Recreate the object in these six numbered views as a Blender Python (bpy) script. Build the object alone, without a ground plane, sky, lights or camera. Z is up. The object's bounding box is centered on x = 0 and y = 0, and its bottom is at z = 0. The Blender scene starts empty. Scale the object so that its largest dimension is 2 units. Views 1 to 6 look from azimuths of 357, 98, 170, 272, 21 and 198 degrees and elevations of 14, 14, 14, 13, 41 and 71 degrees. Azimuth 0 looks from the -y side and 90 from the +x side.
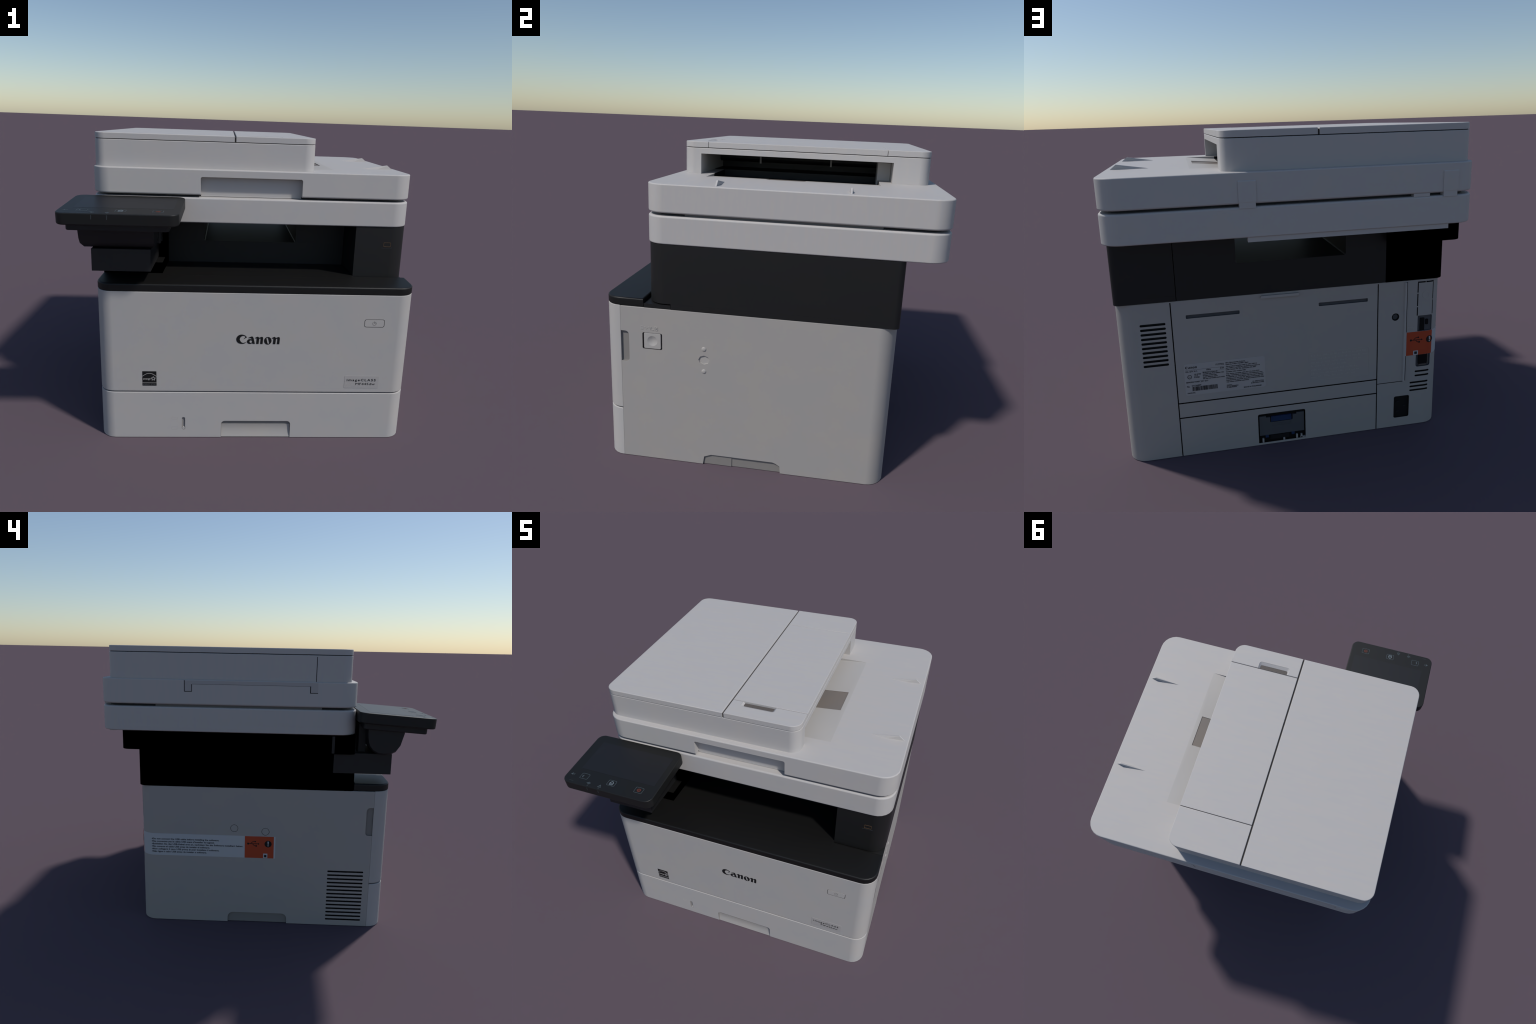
import bpy, bmesh, math, random
from mathutils import Vector, Matrix

random.seed(7)
COL = bpy.context.scene.collection

# ------------------------------------------------------------------ materials
def plastic(name, rgb, rough=0.45, spec=0.5, grain=0.03, scale=(5, 5, 5), bump=0.0):
    """matt moulded plastic: a base colour with a faint cloudy tint and fine grain"""
    m = bpy.data.materials.new(name)
    m.use_nodes = True
    nt = m.node_tree
    b = nt.nodes["Principled BSDF"]
    b.inputs["Roughness"].default_value = rough
    b.inputs["Specular IOR Level"].default_value = spec
    if grain <= 0:
        b.inputs["Base Color"].default_value = (*rgb, 1)
        return m
    tc = nt.nodes.new("ShaderNodeTexCoord")
    mp = nt.nodes.new("ShaderNodeMapping")
    mp.inputs["Scale"].default_value = scale
    n1 = nt.nodes.new("ShaderNodeTexNoise")
    n1.inputs["Scale"].default_value = 1.0
    n1.inputs["Detail"].default_value = 3.0
    cr = nt.nodes.new("ShaderNodeValToRGB")
    e = cr.color_ramp.elements
    e[0].position, e[1].position = 0.35, 0.65
    # one end a touch cooler, the other a touch warmer
    e[0].color = (rgb[0] * (1 - grain), rgb[1] * (1 - grain * .4), rgb[2] * (1 + grain * .3), 1)
    e[1].color = (rgb[0] * (1 + grain), rgb[1] * (1 + grain * .4), rgb[2] * (1 - grain * .3), 1)
    nt.links.new(tc.outputs["Object"], mp.inputs["Vector"])
    nt.links.new(mp.outputs["Vector"], n1.inputs["Vector"])
    nt.links.new(n1.outputs["Fac"], cr.inputs["Fac"])
    nt.links.new(cr.outputs["Color"], b.inputs["Base Color"])
    if bump > 0:
        n2 = nt.nodes.new("ShaderNodeTexNoise")
        n2.inputs["Scale"].default_value = 260
        bp = nt.nodes.new("ShaderNodeBump")
        bp.inputs["Strength"].default_value = bump
        bp.inputs["Distance"].default_value = 0.001
        nt.links.new(tc.outputs["Object"], n2.inputs["Vector"])
        nt.links.new(n2.outputs["Fac"], bp.inputs["Height"])
        nt.links.new(bp.outputs["Normal"], b.inputs["Normal"])
    return m

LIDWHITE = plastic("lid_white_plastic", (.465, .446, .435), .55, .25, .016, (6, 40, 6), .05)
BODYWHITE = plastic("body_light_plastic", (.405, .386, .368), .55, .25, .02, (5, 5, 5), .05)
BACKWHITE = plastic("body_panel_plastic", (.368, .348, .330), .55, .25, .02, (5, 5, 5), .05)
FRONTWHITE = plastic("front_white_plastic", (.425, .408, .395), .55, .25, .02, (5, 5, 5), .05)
SHADEWHITE = plastic("grip_shade_darkened_white", (.235, .222, .210), .6, .2, 0)  # body white darkened: colour supplies the shade these shallow pockets lack
TRAYGREY = plastic("tray_insert_plastic", (.435, .418, .402), .55, .25, .01)
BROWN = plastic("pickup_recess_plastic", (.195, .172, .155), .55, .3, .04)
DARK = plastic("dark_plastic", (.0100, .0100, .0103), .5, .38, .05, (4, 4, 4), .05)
ARM = plastic("arm_plastic", (.0125, .0125, .0135), .5, .4, .03)
SHELF = plastic("shelf_dark_plastic", (.0052, .0050, .0048), .5, .38, .05, (4, 4, 4), .05)
NAMEPLATE = plastic("name_plate_plastic", (.392, .374, .364), .5, .3, .02)
BRACKET = plastic("bracket_plastic", (.405, .385, .380), .55, .25, .02)  # lid white toned down for the shading seen on this strip
CASSETTE = plastic("cassette_white_plastic", (.455, .438, .425), .55, .25, .02, (5, 5, 5), .05)  # lightened above the door white to follow baked brightening near the ground
RAIL = plastic("rail_darkened_for_lid_shade", (.20, .195, .19), .6, .2, 0)
KNOBSLOT = plastic("knob_slot_mid_grey", (.31, .295, .285), .6, .2, 0)
SCOOP = plastic("scoop_painted_shade", (.115, .102, .094), .6, .2, 0)
EDGE = plastic("tunnel_edge", (.035, .037, .038), .5, .3, 0)
BUTTONGAP = plastic("button_gap", (.085, .078, .074), .7, .2, 0)
DEEP = plastic("seam_black", (.004, .004, .0045), .7, .2, 0)  # near-black tint gives thin seams and gaps their shadow
VENT = plastic("vent_dark", (.012, .012, .013), .7, .2, 0)  # interior shadow of shallow louvres, put into the base colour
SEAM = plastic("seam_dark", (.02, .02, .022), .7, .2, 0)
SLOTGREY = plastic("slot_grey", (.075, .077, .085), .6, .3, 0)
GROOVE = plastic("groove_brown", (.05, .045, .042), .7, .2, 0)
BLACK = plastic("void_black", (0.0, 0.0, 0.0), 1.0, 0.0, 0)
NECK = plastic("neck_dark", (.03, .032, .036), .6, .3, 0)
INK = plastic("black_ink", (.0085, .0085, .009), .5, .3, 0)
SMALLINK = plastic("small_print_ink", (.022, .022, .025), .6, .2, 0)
PANEL = plastic("panel_black_plastic", (.0095, .0098, .0096), .46, .36, .03)
SCREEN = plastic("screen_glass", (.0120, .0125, .0150), .45, .36, 0)
ICON = plastic("icon_print", (.065, .085, .098), .5, .3, 0)
ICONBRIGHT = plastic("icon_print_bright", (.15, .185, .21), .5, .3, 0)
ICONDIM = plastic("icon_print_dim", (.035, .042, .046), .5, .3, 0)
REDICON = plastic("icon_print_red", (.12, .032, .022), .5, .3, 0)
LABEL = plastic("sticker_white", (.47, .49, .51), .45, .35, .02)
PLATE = plastic("sticker_silver", (.405, .388, .380), .5, .3, .02)
ORANGE = plastic("sticker_orange", (.42, .062, .022), .45, .35, .03)
BLUE = plastic("blue_plastic", (.016, .036, .100), .5, .3, .05)
GREYPL = plastic("duplex_grey", (.085, .088, .095), .55, .3, .03)
METAL = plastic("port_metal", (.14, .13, .12), .45, .5, 0)
AMBER = plastic("contact_amber", (.09, .055, .03), .45, .4, 0)
SCREW = plastic("screw_metal", (.06, .075, .085), .4, .5, 0)
for mm, met in ((METAL, .6), (SCREW, .5)):
    mm.node_tree.nodes["Principled BSDF"].inputs["Metallic"].default_value = met

# ------------------------------------------------------------------ mesh helpers
def obj_from_bm(name, bm, mats, parent=None, angle=32, weighted=True):
    bmesh.ops.recalc_face_normals(bm, faces=bm.faces)
    me = bpy.data.meshes.new(name)
    bm.to_mesh(me)
    bm.free()
    for m in (mats if isinstance(mats, (list, tuple)) else [mats]):
        me.materials.append(m)
    o = bpy.data.objects.new(name, me)
    COL.objects.link(o)
    if parent is not None:
        o.parent = parent
    finish(o, angle)
    return o

def finish(o, angle=32):
    me = o.data
    for p in me.polygons:
        p.use_smooth = True
    me.set_sharp_from_angle(angle=math.radians(angle))

def weight_normals(o):
    mod = o.modifiers.new("wn", "WEIGHTED_NORMAL")
    mod.keep_sharp = True
    mod.weight = 100
    apply_all(o)

def apply_all(o):
    dg = bpy.context.evaluated_depsgraph_get()
    ev = o.evaluated_get(dg)
    me = bpy.data.meshes.new_from_object(ev, preserve_all_data_layers=True, depsgraph=dg)
    me.name = o.data.name
    o.modifiers.clear()
    o.data = me

def rrect(u0, u1, v0, v1, r=0.0, seg=5):
    """rounded rectangle, counter-clockwise; r = one radius or (ll, lr, ur, ul)"""
    if not isinstance(r, (list, tuple)):
        r = (r,) * 4
    cs = [(u0, v0, 1, 1, 180), (u1, v0, -1, 1, 270), (u1, v1, -1, -1, 0), (u0, v1, 1, -1, 90)]
    pts = []
    for (u, v, sx, sy, a0), rr in zip(cs, r):
        if rr <= 0:
            pts.append((u, v))
            continue
        for i in range(seg + 1):
            a = math.radians(a0 + 90 * i / seg)
            pts.append((u + sx * rr + rr * math.cos(a), v + sy * rr + rr * math.sin(a)))
    return pts

def circle(cu, cv, r, n=20, ru=None):
    return [(cu + (ru or r) * math.cos(2 * math.pi * i / n), cv + r * math.sin(2 * math.pi * i / n)) for i in range(n)]

def to3(axis, u, v, w):
    return {'x': (w, u, v), 'y': (u, w, v), 'z': (u, v, w)}[axis]

def add_prism(bm, poly, axis, a, b, mi=0):
    lo = [bm.verts.new(to3(axis, u, v, a)) for u, v in poly]
    hi = [bm.verts.new(to3(axis, u, v, b)) for u, v in poly]
    n = len(poly)
    fs = [bm.faces.new(lo), bm.faces.new(hi)]
    for i in range(n):
        fs.append(bm.faces.new((lo[i], lo[(i + 1) % n], hi[(i + 1) % n], hi[i])))
    for f in fs:
        f.material_index = mi
    return fs

def add_ring(bm, outer, inner, axis, a, b, mi=0):
    """frame between two outlines with the same number of points"""
    n = len(outer)
    L = [[bm.verts.new(to3(axis, u, v, w)) for u, v in pl] for pl in (outer, inner) for w in (a, b)]
    oa, ob, ia, ib = L
    for i in range(n):
        j = (i + 1) % n
        for q in ((oa[i], oa[j], ob[j], ob[i]), (ia[i], ib[i], ib[j], ia[j]),
                  (oa[i], ia[i], ia[j], oa[j]), (ob[i], ob[j], ib[j], ib[i])):
            bm.faces.new(q).material_index = mi

def add_box(bm, x0, x1, y0, y1, z0, z1, mi=0):
    add_prism(bm, rrect(x0, x1, y0, y1), 'z', z0, z1, mi)

def prism(name, polys, axis, a, b, mat, parent=None, angle=32):
    bm = bmesh.new()
    for p in polys:
        add_prism(bm, p, axis, a, b)
    return obj_from_bm(name, bm, mat, parent, angle)

def add_slab(bm, x0, x1, y0, y1, z0, z1, r=0.0, bt=0.0, bb=0.0, seg=6, mi=0):
    """upright rounded slab: plan radii r = (front-left, front-right, back-right, back-left),
    rounded top edge bt and bottom edge bb"""
    if not isinstance(r, (list, tuple)):
        r = (r,) * 4
    levels = []
    if bb > 0:
        for k in (0, 1, 2, 3):
            a = math.pi / 2 * k / 3
            levels.append((bb * (1 - math.sin(a)), z0 + bb * (1 - math.cos(a))))
    else:
        levels.append((0, z0))
    if bt > 0:
        for k in (3, 2, 1, 0):
            a = math.pi / 2 * k / 3
            levels.append((bt * (1 - math.sin(a)), z1 - bt * (1 - math.cos(a))))
    else:
        levels.append((0, z1))
    rings = []
    for d, z in levels:
        rr = [max(q - d, q * .15) if q > 0 else 0 for q in r]
        rings.append([bm.verts.new((u, v, z)) for u, v in rrect(x0 + d, x1 - d, y0 + d, y1 - d, rr, seg)])
    n = len(rings[0])
    fs = [bm.faces.new(rings[0]), bm.faces.new(rings[-1])]
    for A, B in zip(rings, rings[1:]):
        for i in range(n):
            j = (i + 1) % n
            fs.append(bm.faces.new((A[i], A[j], B[j], B[i])))
    for f in fs:
        f.material_index = mi

def slab(name, x0, x1, y0, y1, z0, z1, mat, r=0.0, bt=0.0, bb=0.0, seg=6, parent=None, wn=True):
    bm = bmesh.new()
    add_slab(bm, x0, x1, y0, y1, z0, z1, r, bt, bb, seg)
    o = obj_from_bm(name, bm, mat, parent, 50)
    if wn:
        weight_normals(o)
    return o

class Cutter:
    """collects cutting solids, each with the material its walls shall have"""
    def __init__(self):
        self.bm = bmesh.new()
        self.mats = []
    def mi(self, m):
        if m not in self.mats:
            self.mats.append(m)
        return self.mats.index(m)
    def prism(self, poly, axis, a, b, m):
        add_prism(self.bm, poly, axis, a, b, self.mi(m))
    def box(self, x0, x1, y0, y1, z0, z1, m):
        add_box(self.bm, x0, x1, y0, y1, z0, z1, self.mi(m))
    def sphere(self, c, r, m):
        res = bmesh.ops.create_uvsphere(self.bm, u_segments=48, v_segments=32, radius=r, matrix=Matrix.Translation(c))
        k = self.mi(m)
        for v in res["verts"]:
            for f in v.link_faces:
                f.material_index = k
    def cut(self, o, angle=32):
        bmesh.ops.recalc_face_normals(self.bm, faces=self.bm.faces)
        me = bpy.data.meshes.new("cutter")
        self.bm.to_mesh(me)
        self.bm.free()
        for m in self.mats:
            me.materials.append(m)
        c = bpy.data.objects.new("cutter", me)
        COL.objects.link(c)
        mod = o.modifiers.new("cut", "BOOLEAN")
        mod.operation, mod.solver, mod.object = 'DIFFERENCE', 'EXACT', c
        mod.use_self = True
        mod.material_mode = 'TRANSFER'
        apply_all(o)
        bpy.data.objects.remove(c)
        finish(o, angle)
        weight_normals(o)

FACE_ROT = {'front': (90, 0, 0), 'back': (90, 0, 180), 'left': (90, 0, -90), 'right': (90, 0, 90), 'top': (0, 0, 0)}

def text_bm(bm, s, face, loc, height, width=None, spacing=1.0, align='LEFT', thick=.0005, shear=0.0, bold=0.0, mi=0):
    """lettering from the built-in font; height = capital height, width fits the line when given"""
    cu = bpy.data.curves.new("lettering", 'FONT')
    cu.body = s
    cu.size = height / .69
    cu.space_character = spacing
    cu.resolution_u = 2
    cu.shear = shear
    cu.offset = bold
    cu.extrude = thick
    o = bpy.data.objects.new("lettering", cu)
    COL.objects.link(o)
    bpy.context.view_layer.update()
    dg = bpy.context.evaluated_depsgraph_get()
    me = bpy.data.meshes.new_from_object(o.evaluated_get(dg))
    bpy.data.objects.remove(o)
    xs = [v.co.x for v in me.vertices] or [0]
    x0, w = min(xs), max(xs) - min(xs)
    k = width / w if width and w else 1.0
    off = {'LEFT': 0, 'RIGHT': -w * k, 'CENTER': -w * k / 2}[align]
    rx, ry, rz = (math.radians(a) for a in FACE_ROT[face])
    M = Matrix.Translation(loc) @ Matrix.Rotation(rz, 4, 'Z') @ Matrix.Rotation(rx, 4, 'X')
    for v in me.vertices:
        v.co = M @ Vector(((v.co.x - x0) * k + off, v.co.y, v.co.z))
    base = len(bm.verts)
    nv = [bm.verts.new(v.co) for v in me.vertices]
    for p in me.polygons:
        try:
            f = bm.faces.new([nv[i] for i in p.vertices])
            f.material_index = mi
        except ValueError:
            pass
    bpy.data.meshes.remove(me)

def bar(u0, v0, u1, v1, w):
    d = Vector((u1 - u0, v1 - v0)).normalized() * w / 2
    n = Vector((-d.y, d.x))
    return [(u0 + n.x, v0 + n.y), (u0 - n.x, v0 - n.y), (u1 - n.x, v1 - n.y), (u1 + n.x, v1 + n.y)]

def usb_symbol(cu, cv, L, s=1):
    """trident sign: ball tail, arrow head, two side branches; s = -1 mirrors along u"""
    f = lambda u, v: (cu + s * u * L, cv + v * L)
    P = []
    P.append([f(u, v) for u, v in circle(-.42, 0, .085, 14)])
    def br(*pts):
        for (a, b), (c, d) in zip(pts, pts[1:]):
            p, q = f(a, b), f(c, d)
            P.append(bar(*p, *q, .045 * L))
    br((-.4, 0), (.40, 0))
    P.append([f(.40, .075), f(.52, 0), f(.40, -.075)])
    br((-.22, 0), (-.10, .14), (.02, .19), (.12, .19))
    P.append([f(u, v) for u, v in circle(.16, .19, .06, 12)])
    br((-.05, 0), (.06, -.14), (.14, -.18), (.20, -.18))
    P.append([f(.18, -.12), f(.18, -.24), f(.30, -.24), f(.30, -.12)])
    return P

def layered(name, polys, axis, a, b, mat, parent):
    """flat marks made of overlapping strokes: each stroke a hair prouder than the one before"""
    bm = bmesh.new()
    for i, p in enumerate(polys):
        add_prism(bm, p, axis, a, b + (b - a) * .04 * i)
    o = obj_from_bm(name, bm, mat, parent)
    return o

# ------------------------------------------------------------------ the printer
ROOT = bpy.data.objects.new("multifunction_printer", None)
COL.objects.link(ROOT)
ROOT["label"] = "white office laser printer with flatbed scanner and black panel"
ROOT["category"] = "printer"

XL, XR, YF, YB = -.8460, .9745, -.787, .783          # cabinet plan
YS = -.691                                          # seam between front doors and cabinet

# ---- cabinet with vents, grips, seams and ports cut into it
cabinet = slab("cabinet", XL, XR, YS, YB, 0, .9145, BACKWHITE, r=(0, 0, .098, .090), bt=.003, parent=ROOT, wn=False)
c = Cutter()
# right side
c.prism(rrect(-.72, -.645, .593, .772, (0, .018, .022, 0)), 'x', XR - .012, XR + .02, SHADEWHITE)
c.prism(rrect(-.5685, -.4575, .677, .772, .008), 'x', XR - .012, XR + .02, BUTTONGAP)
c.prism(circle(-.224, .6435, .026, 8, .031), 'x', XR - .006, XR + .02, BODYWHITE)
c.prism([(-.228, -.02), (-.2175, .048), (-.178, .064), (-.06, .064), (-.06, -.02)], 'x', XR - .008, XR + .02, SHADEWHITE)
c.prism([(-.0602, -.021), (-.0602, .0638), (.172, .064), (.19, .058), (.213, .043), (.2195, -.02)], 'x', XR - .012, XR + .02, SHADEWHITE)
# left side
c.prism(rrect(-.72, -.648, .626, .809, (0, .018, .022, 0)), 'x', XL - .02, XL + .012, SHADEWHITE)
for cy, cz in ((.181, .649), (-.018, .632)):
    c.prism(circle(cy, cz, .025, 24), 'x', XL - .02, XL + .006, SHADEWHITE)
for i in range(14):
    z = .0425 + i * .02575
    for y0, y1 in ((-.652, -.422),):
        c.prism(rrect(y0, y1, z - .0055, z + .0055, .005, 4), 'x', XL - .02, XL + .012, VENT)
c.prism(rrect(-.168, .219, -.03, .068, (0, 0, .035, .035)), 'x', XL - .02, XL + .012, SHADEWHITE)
# rear: louvres, door seams, hand slots
for i in range(10):
    z = .5645 + i * .0256
    c.prism(rrect(.7195, .8515, z - .0065, z + .0065, .006, 4), 'y', YB - .012, YB + .02, VENT)
def vseam(x, z0, z1, w=.006, d=.012):
    c.box(x - w / 2, x + w / 2, YB - d, YB + .02, z0, z1, DEEP)
def hseam(z, x0, x1, w=.006, d=.012):
    c.box(x0, x1, YB - d, YB + .02, z - w / 2, z + w / 2, DEEP)
vseam(.688, -.02, .908)
vseam(-.4537, -.02, .908)
hseam(.3245, -.4507, .685, .007)
hseam(.2350, -.4507, .685, .007)
hseam(.2935, -.6245, -.4567, .004)
c.box(-.6305, -.6265, YB - .012, YB + .02, .2955, .905, DEEP)
for x0, x1 in ((.328, .6125), (-.393, -.1094)):
    c.prism(rrect(x0, x1, .812, .832, .004, 3), 'y', YB - .010, YB + .02, SLOTGREY)
# expansion cover outline: slots broken by little bridges
for x0, x1, z0, z1 in ((-.738, -.691, .894, .902), (-.790, -.742, .894, .902),
                       (-.6965, -.690, .836, .8935), (-.6965, -.690, .755, .830), (-.6965, -.690, .697, .749),
                       (-.7905, -.7855, .790, .8935), (-.7905, -.7855, .700, .785)):
    c.box(x0, x1, YB - .010, YB + .02, z0, z1, VENT)
c.prism(circle(-.5608, .702, .0225, 24), 'y', YB - .012, YB + .02, SEAM)
# connector bays
c.prism(rrect(-.787, -.6970, .600, .6962, (0, .004, .004, .008), 3), 'y', YB - .012, YB + .02, SLOTGREY)
c.prism(rrect(-.784, -.6935, .376, .470, (.012, .012, .004, .004), 3), 'y', YB - .012, YB + .02, SLOTGREY)
for z in (.3465, .3195):
    c.prism(rrect(-.779, -.690, z - .0055, z + .0055, .005, 3), 'y', YB - .012, YB + .02, VENT)
for z in (.2765, .2515, .2265):
    c.prism(rrect(-.7755, -.6600, z - .0055, z + .0055, .005, 3), 'y', YB - .012, YB + .02, VENT)
c.prism(rrect(-.659, -.563, .057, .198, .010, 4), 'y', YB - .012, YB + .02, INK)
# duplex access opening
c.prism(rrect(-.021, .2548, .0125, .1955, (.002, .002, .010, .010), 3), 'y', YB - .014, YB + .02, DEEP)
c.cut(cabinet)

# parts on the right side
push = slab("push_button", -.0475, .0475, -.045, .045, 0, .0100, BODYWHITE, r=.007, bt=.002, parent=ROOT, wn=False)
cc = Cutter()
cc.sphere((0, 0, .0100 + .0655), .072, BODYWHITE)
cc.cut(push)
push.data.transform(Matrix.Translation((XR - .0110, -.513, .7245)) @ Matrix.Rotation(math.radians(90), 4, 'Y') @ Matrix.Rotation(math.radians(90), 4, 'Z'))
def dome(name, c0, r, h, axis, mat, sgn=1):
    bm = bmesh.new()
    bmesh.ops.create_uvsphere(bm, u_segments=20, v_segments=12, radius=1)
    S = {'x': (h, r, r), 'y': (r, h, r), 'z': (r, r, h)}[axis]
    for v in bm.verts:
        v.co = Vector((v.co.x * S[0], v.co.y * S[1], v.co.z * S[2])) + Vector(c0)
    return obj_from_bm(name, bm, mat, ROOT, 60)
dome("locating_pin", (XR, -.2245, .7065), .013, .0045, 'x', BODYWHITE)
dome("locating_pin", (XR, -.2240, .5760), .013, .0045, 'x', BODYWHITE)
for cy, cz in ((.181, .649), (-.018, .632)):
    prism("plug", [circle(cy, cz, .0222, 24)], "x", XL + .0058, XL + .0010, BACKWHITE, ROOT)
# embossed signs above the push button
marks = []
u = -.5765
for w, k in ((.018, 0), (.012, 1), (.010, 2), (.012, 1), (.008, 3), (.018, 4), (.020, 5)):
    z0, z1 = .7895, .8085
    if k == 0:
        marks += [bar(u, z0, u, z1, .003), bar(u, z1, u + w * .7, z1 - .002, .003), bar(u, z0 + .009, u + w * .7, z0 + .009, .003), bar(u, z0, u + w * .7, z0 + .002, .003)]
    elif k == 1:
        marks += [bar(u, z1 - .003, u + w * .7, z1 - .006, .004)]
    elif k == 2:
        marks += [bar(u, z0 + .003, u + w * .6, z0 + .010, .003)]
    elif k == 3:
        marks += [bar(u, z0, u + w * .6, z1, .003)]
    elif k == 4:
        marks += [bar(u, z0, u, z1, .003), bar(u, z0, u + w * .7, z0, .003)]
    else:
        marks += [bar(u, z0, u, z1, .003), bar(u, z1, u + w * .8, z1 - .003, .003), bar(u + w * .8, z0, u + w * .8, z1, .003), bar(u, z0, u + w * .8, z0, .003), bar(u + .004, z0 + .004, u + w * .6, z1 - .006, .003)]
    u += w
layered("embossed_sign", marks, 'x', XR - .001, XR + .0008, BODYWHITE, ROOT)

# parts on the rear
prism("latch_tab", [rrect(.0033, .212, .8905, .9040, .004)], 'y', YB - .002, YB + .014, BODYWHITE, ROOT)
bm = bmesh.new()
add_prism(bm, [(-.6265 + .0155 * (1 - math.cos(math.pi * i / 8)) / 2, YB - .002 + .012 * math.sin(math.pi * i / 8)) for i in range(9)], 'z', .2955, .905)
obj_from_bm("rear_rib", bm, FRONTWHITE, ROOT, 40)  # paler white chosen so the rib shows caught sky light
bm = bmesh.new()
add_ring(bm, circle(-.7425, .8215, .0215, 24), circle(-.7425, .8215, .0195, 24), 'y', YB - .001, YB + .001)
obj_from_bm("cover_ring", bm, BODYWHITE, ROOT)
bm = bmesh.new()
add_prism(bm, circle(-.5608, .702, .015, 20), 'y', YB - .0118, YB - .005, 0)
obj_from_bm("screw", bm, SCREW, ROOT)
# usb and network sockets
bm = bmesh.new()
add_prism(bm, rrect(-.742, -.716, .60, .678, .003, 2), 'y', YB - .0118, YB - .006, 0)
add_prism(bm, rrect(-.766, -.750, .635, .668, .003, 2), 'y', YB - .0118, YB - .007, 0)
obj_from_bm("usb_socket", bm, DEEP, ROOT)
bm = bmesh.new()
add_prism(bm, rrect(-.765, -.712, .392, .46, .003, 2), 'y', YB - .0118, YB - .006, 0)
add_prism(bm, rrect(-.762, -.714, .380, .3895, .002, 2), 'y', YB - .0118, YB - .004, 1)
add_prism(bm, rrect(-.7725, -.7675, .385, .46, .001, 2), 'y', YB - .0118, YB - .005, 1)
obj_from_bm("network_socket", bm, [DEEP, METAL], ROOT)
bm = bmesh.new()
for x, z in ((-.590, .160), (-.590, .095), (-.632, .128)):
    add_prism(bm, rrect(x - .009, x + .009, z - .0025, z + .0025), 'y', YB - .0118, YB - .004)
obj_from_bm("mains_inlet_pin", bm, SEAM, ROOT)
# small embossed usb sign beside the socket
layered("embossed_sign", usb_symbol(-.660, .628, .045, -1), 'y', YB - .001, YB + .0006, BODYWHITE, ROOT)
# duplex unit inside its opening
bm = bmesh.new()
plate = [(.006 - .021 + .008, .060), (.2468, .055), (.2468, .176), (.208, .176), (.208, .1665), (.1845, .1665), (.1845, .135),
         (.0535, .135), (.0535, .1665), (.030, .1665), (.030, .176), (-.014, .176)]
plate[0] = (-.014, .055)
add_prism(bm, plate, 'y', YB - .0138, YB - .006, 0)
for z in (.124, .117, .110):
    add_prism(bm, rrect(.060, .175, z - .0012, z + .0012), 'y', YB - .0062, YB - .0050, 0)
duplex = obj_from_bm("duplex_unit", bm, GREYPL, ROOT)
bm = bmesh.new()
add_prism(bm, rrect(.060, .179, .1365, .170, .002, 2), 'y', YB - .0138, YB - .0075, 0)
add_ring(bm, rrect(.060, .179, .1365, .170, .002, 2), rrect(.066, .173, .1365, .164, .001, 2), 'y', YB - .0076, YB - .0045, 0)
obj_from_bm("release_lever", bm, BLUE, duplex)
bm = bmesh.new()
for x in (.052, .205):
    add_prism(bm, rrect(x - .009, x + .009, .038, .0545), 'y', YB - .0138, YB - .007, 0)
obj_from_bm("lever_foot", bm, BLUE, duplex)
bm = bmesh.new()
add_prism(bm, rrect(.075, .185, .022, .048), 'y', YB - .0138, YB - .010, 0)
obj_from_bm("duplex_floor", bm, VENT, duplex)
bm = bmesh.new()
for x, z1 in ((.2285, .036), (.106, .024), (.030, .036), (.003, .034)):
    add_prism(bm, rrect(x - .005, x + .005, .010, z1), 'y', YB - .012, YB - .002, 0)
add_prism(bm, rrect(-.0205, .010, .0126, .018), 'y', YB - .012, YB - .002, 0)
obj_from_bm("guide_pin", bm, BACKWHITE, ROOT)

# ---- front door and paper cassette
door = slab("front_door", XL, XR, YF, YS - .001, .304, .9165, FRONTWHITE, r=(.0900, .0900, 0, 0), bt=.003, bb=.004, parent=ROOT, wn=False)
c = Cutter()
c.prism(rrect(.6885, .8065, .7225, .771, .011, 4), 'y', YF - .02, YF + .009, SEAM)
c.cut(door)
pb = prism("power_button", [rrect(.6915, .8035, .7255, .768, .009, 4)], 'y', YF - .0005, YF + .008, FRONTWHITE, ROOT)
ps = []
for i in range(14):
    a0, a1 = (math.radians(90 + 32 + (360 - 64) * k / 14) for k in (i, i + 1))
    ps.append(bar(.7475 + .0105 * math.cos(a0), .7465 + .0105 * math.sin(a0), .7475 + .0105 * math.cos(a1), .7465 + .0105 * math.sin(a1), .0022))
ps.append(bar(.7475, .7475, .7475, .7600, .0022))
layered("power_sign", ps, 'y', YF + .001, YF - .0009, SHADEWHITE, pb)

cassette = slab("paper_cassette", XL, XR, YF, YS - .001, 0, .297, CASSETTE, r=(.0900, .0900, 0, 0), bt=.004, parent=ROOT, wn=False)
c = Cutter()
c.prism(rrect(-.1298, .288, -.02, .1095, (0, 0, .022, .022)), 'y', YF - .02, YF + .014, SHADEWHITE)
c.prism(rrect(-.3645, -.3445, .050, .134, .0098, 6), 'y', YF - .02, YF + .008, KNOBSLOT)
c.cut(cassette)
prism("cassette_handle", [[(YF + .0139, .0845), (YF + .0105, .0845), (YF + .0125, .070), (YF + .0120, .050), (YF + .0090, .025), (YF + .0030, .001), (YF + .0139, .001)]],
      'x', -.1290, .2872, BODYWHITE, cassette, 40)
prism("size_knob", [circle(-.3545, .0605, .0085, 18)], 'y', YF + .001, YF + .0079, CASSETTE, cassette)
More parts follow.
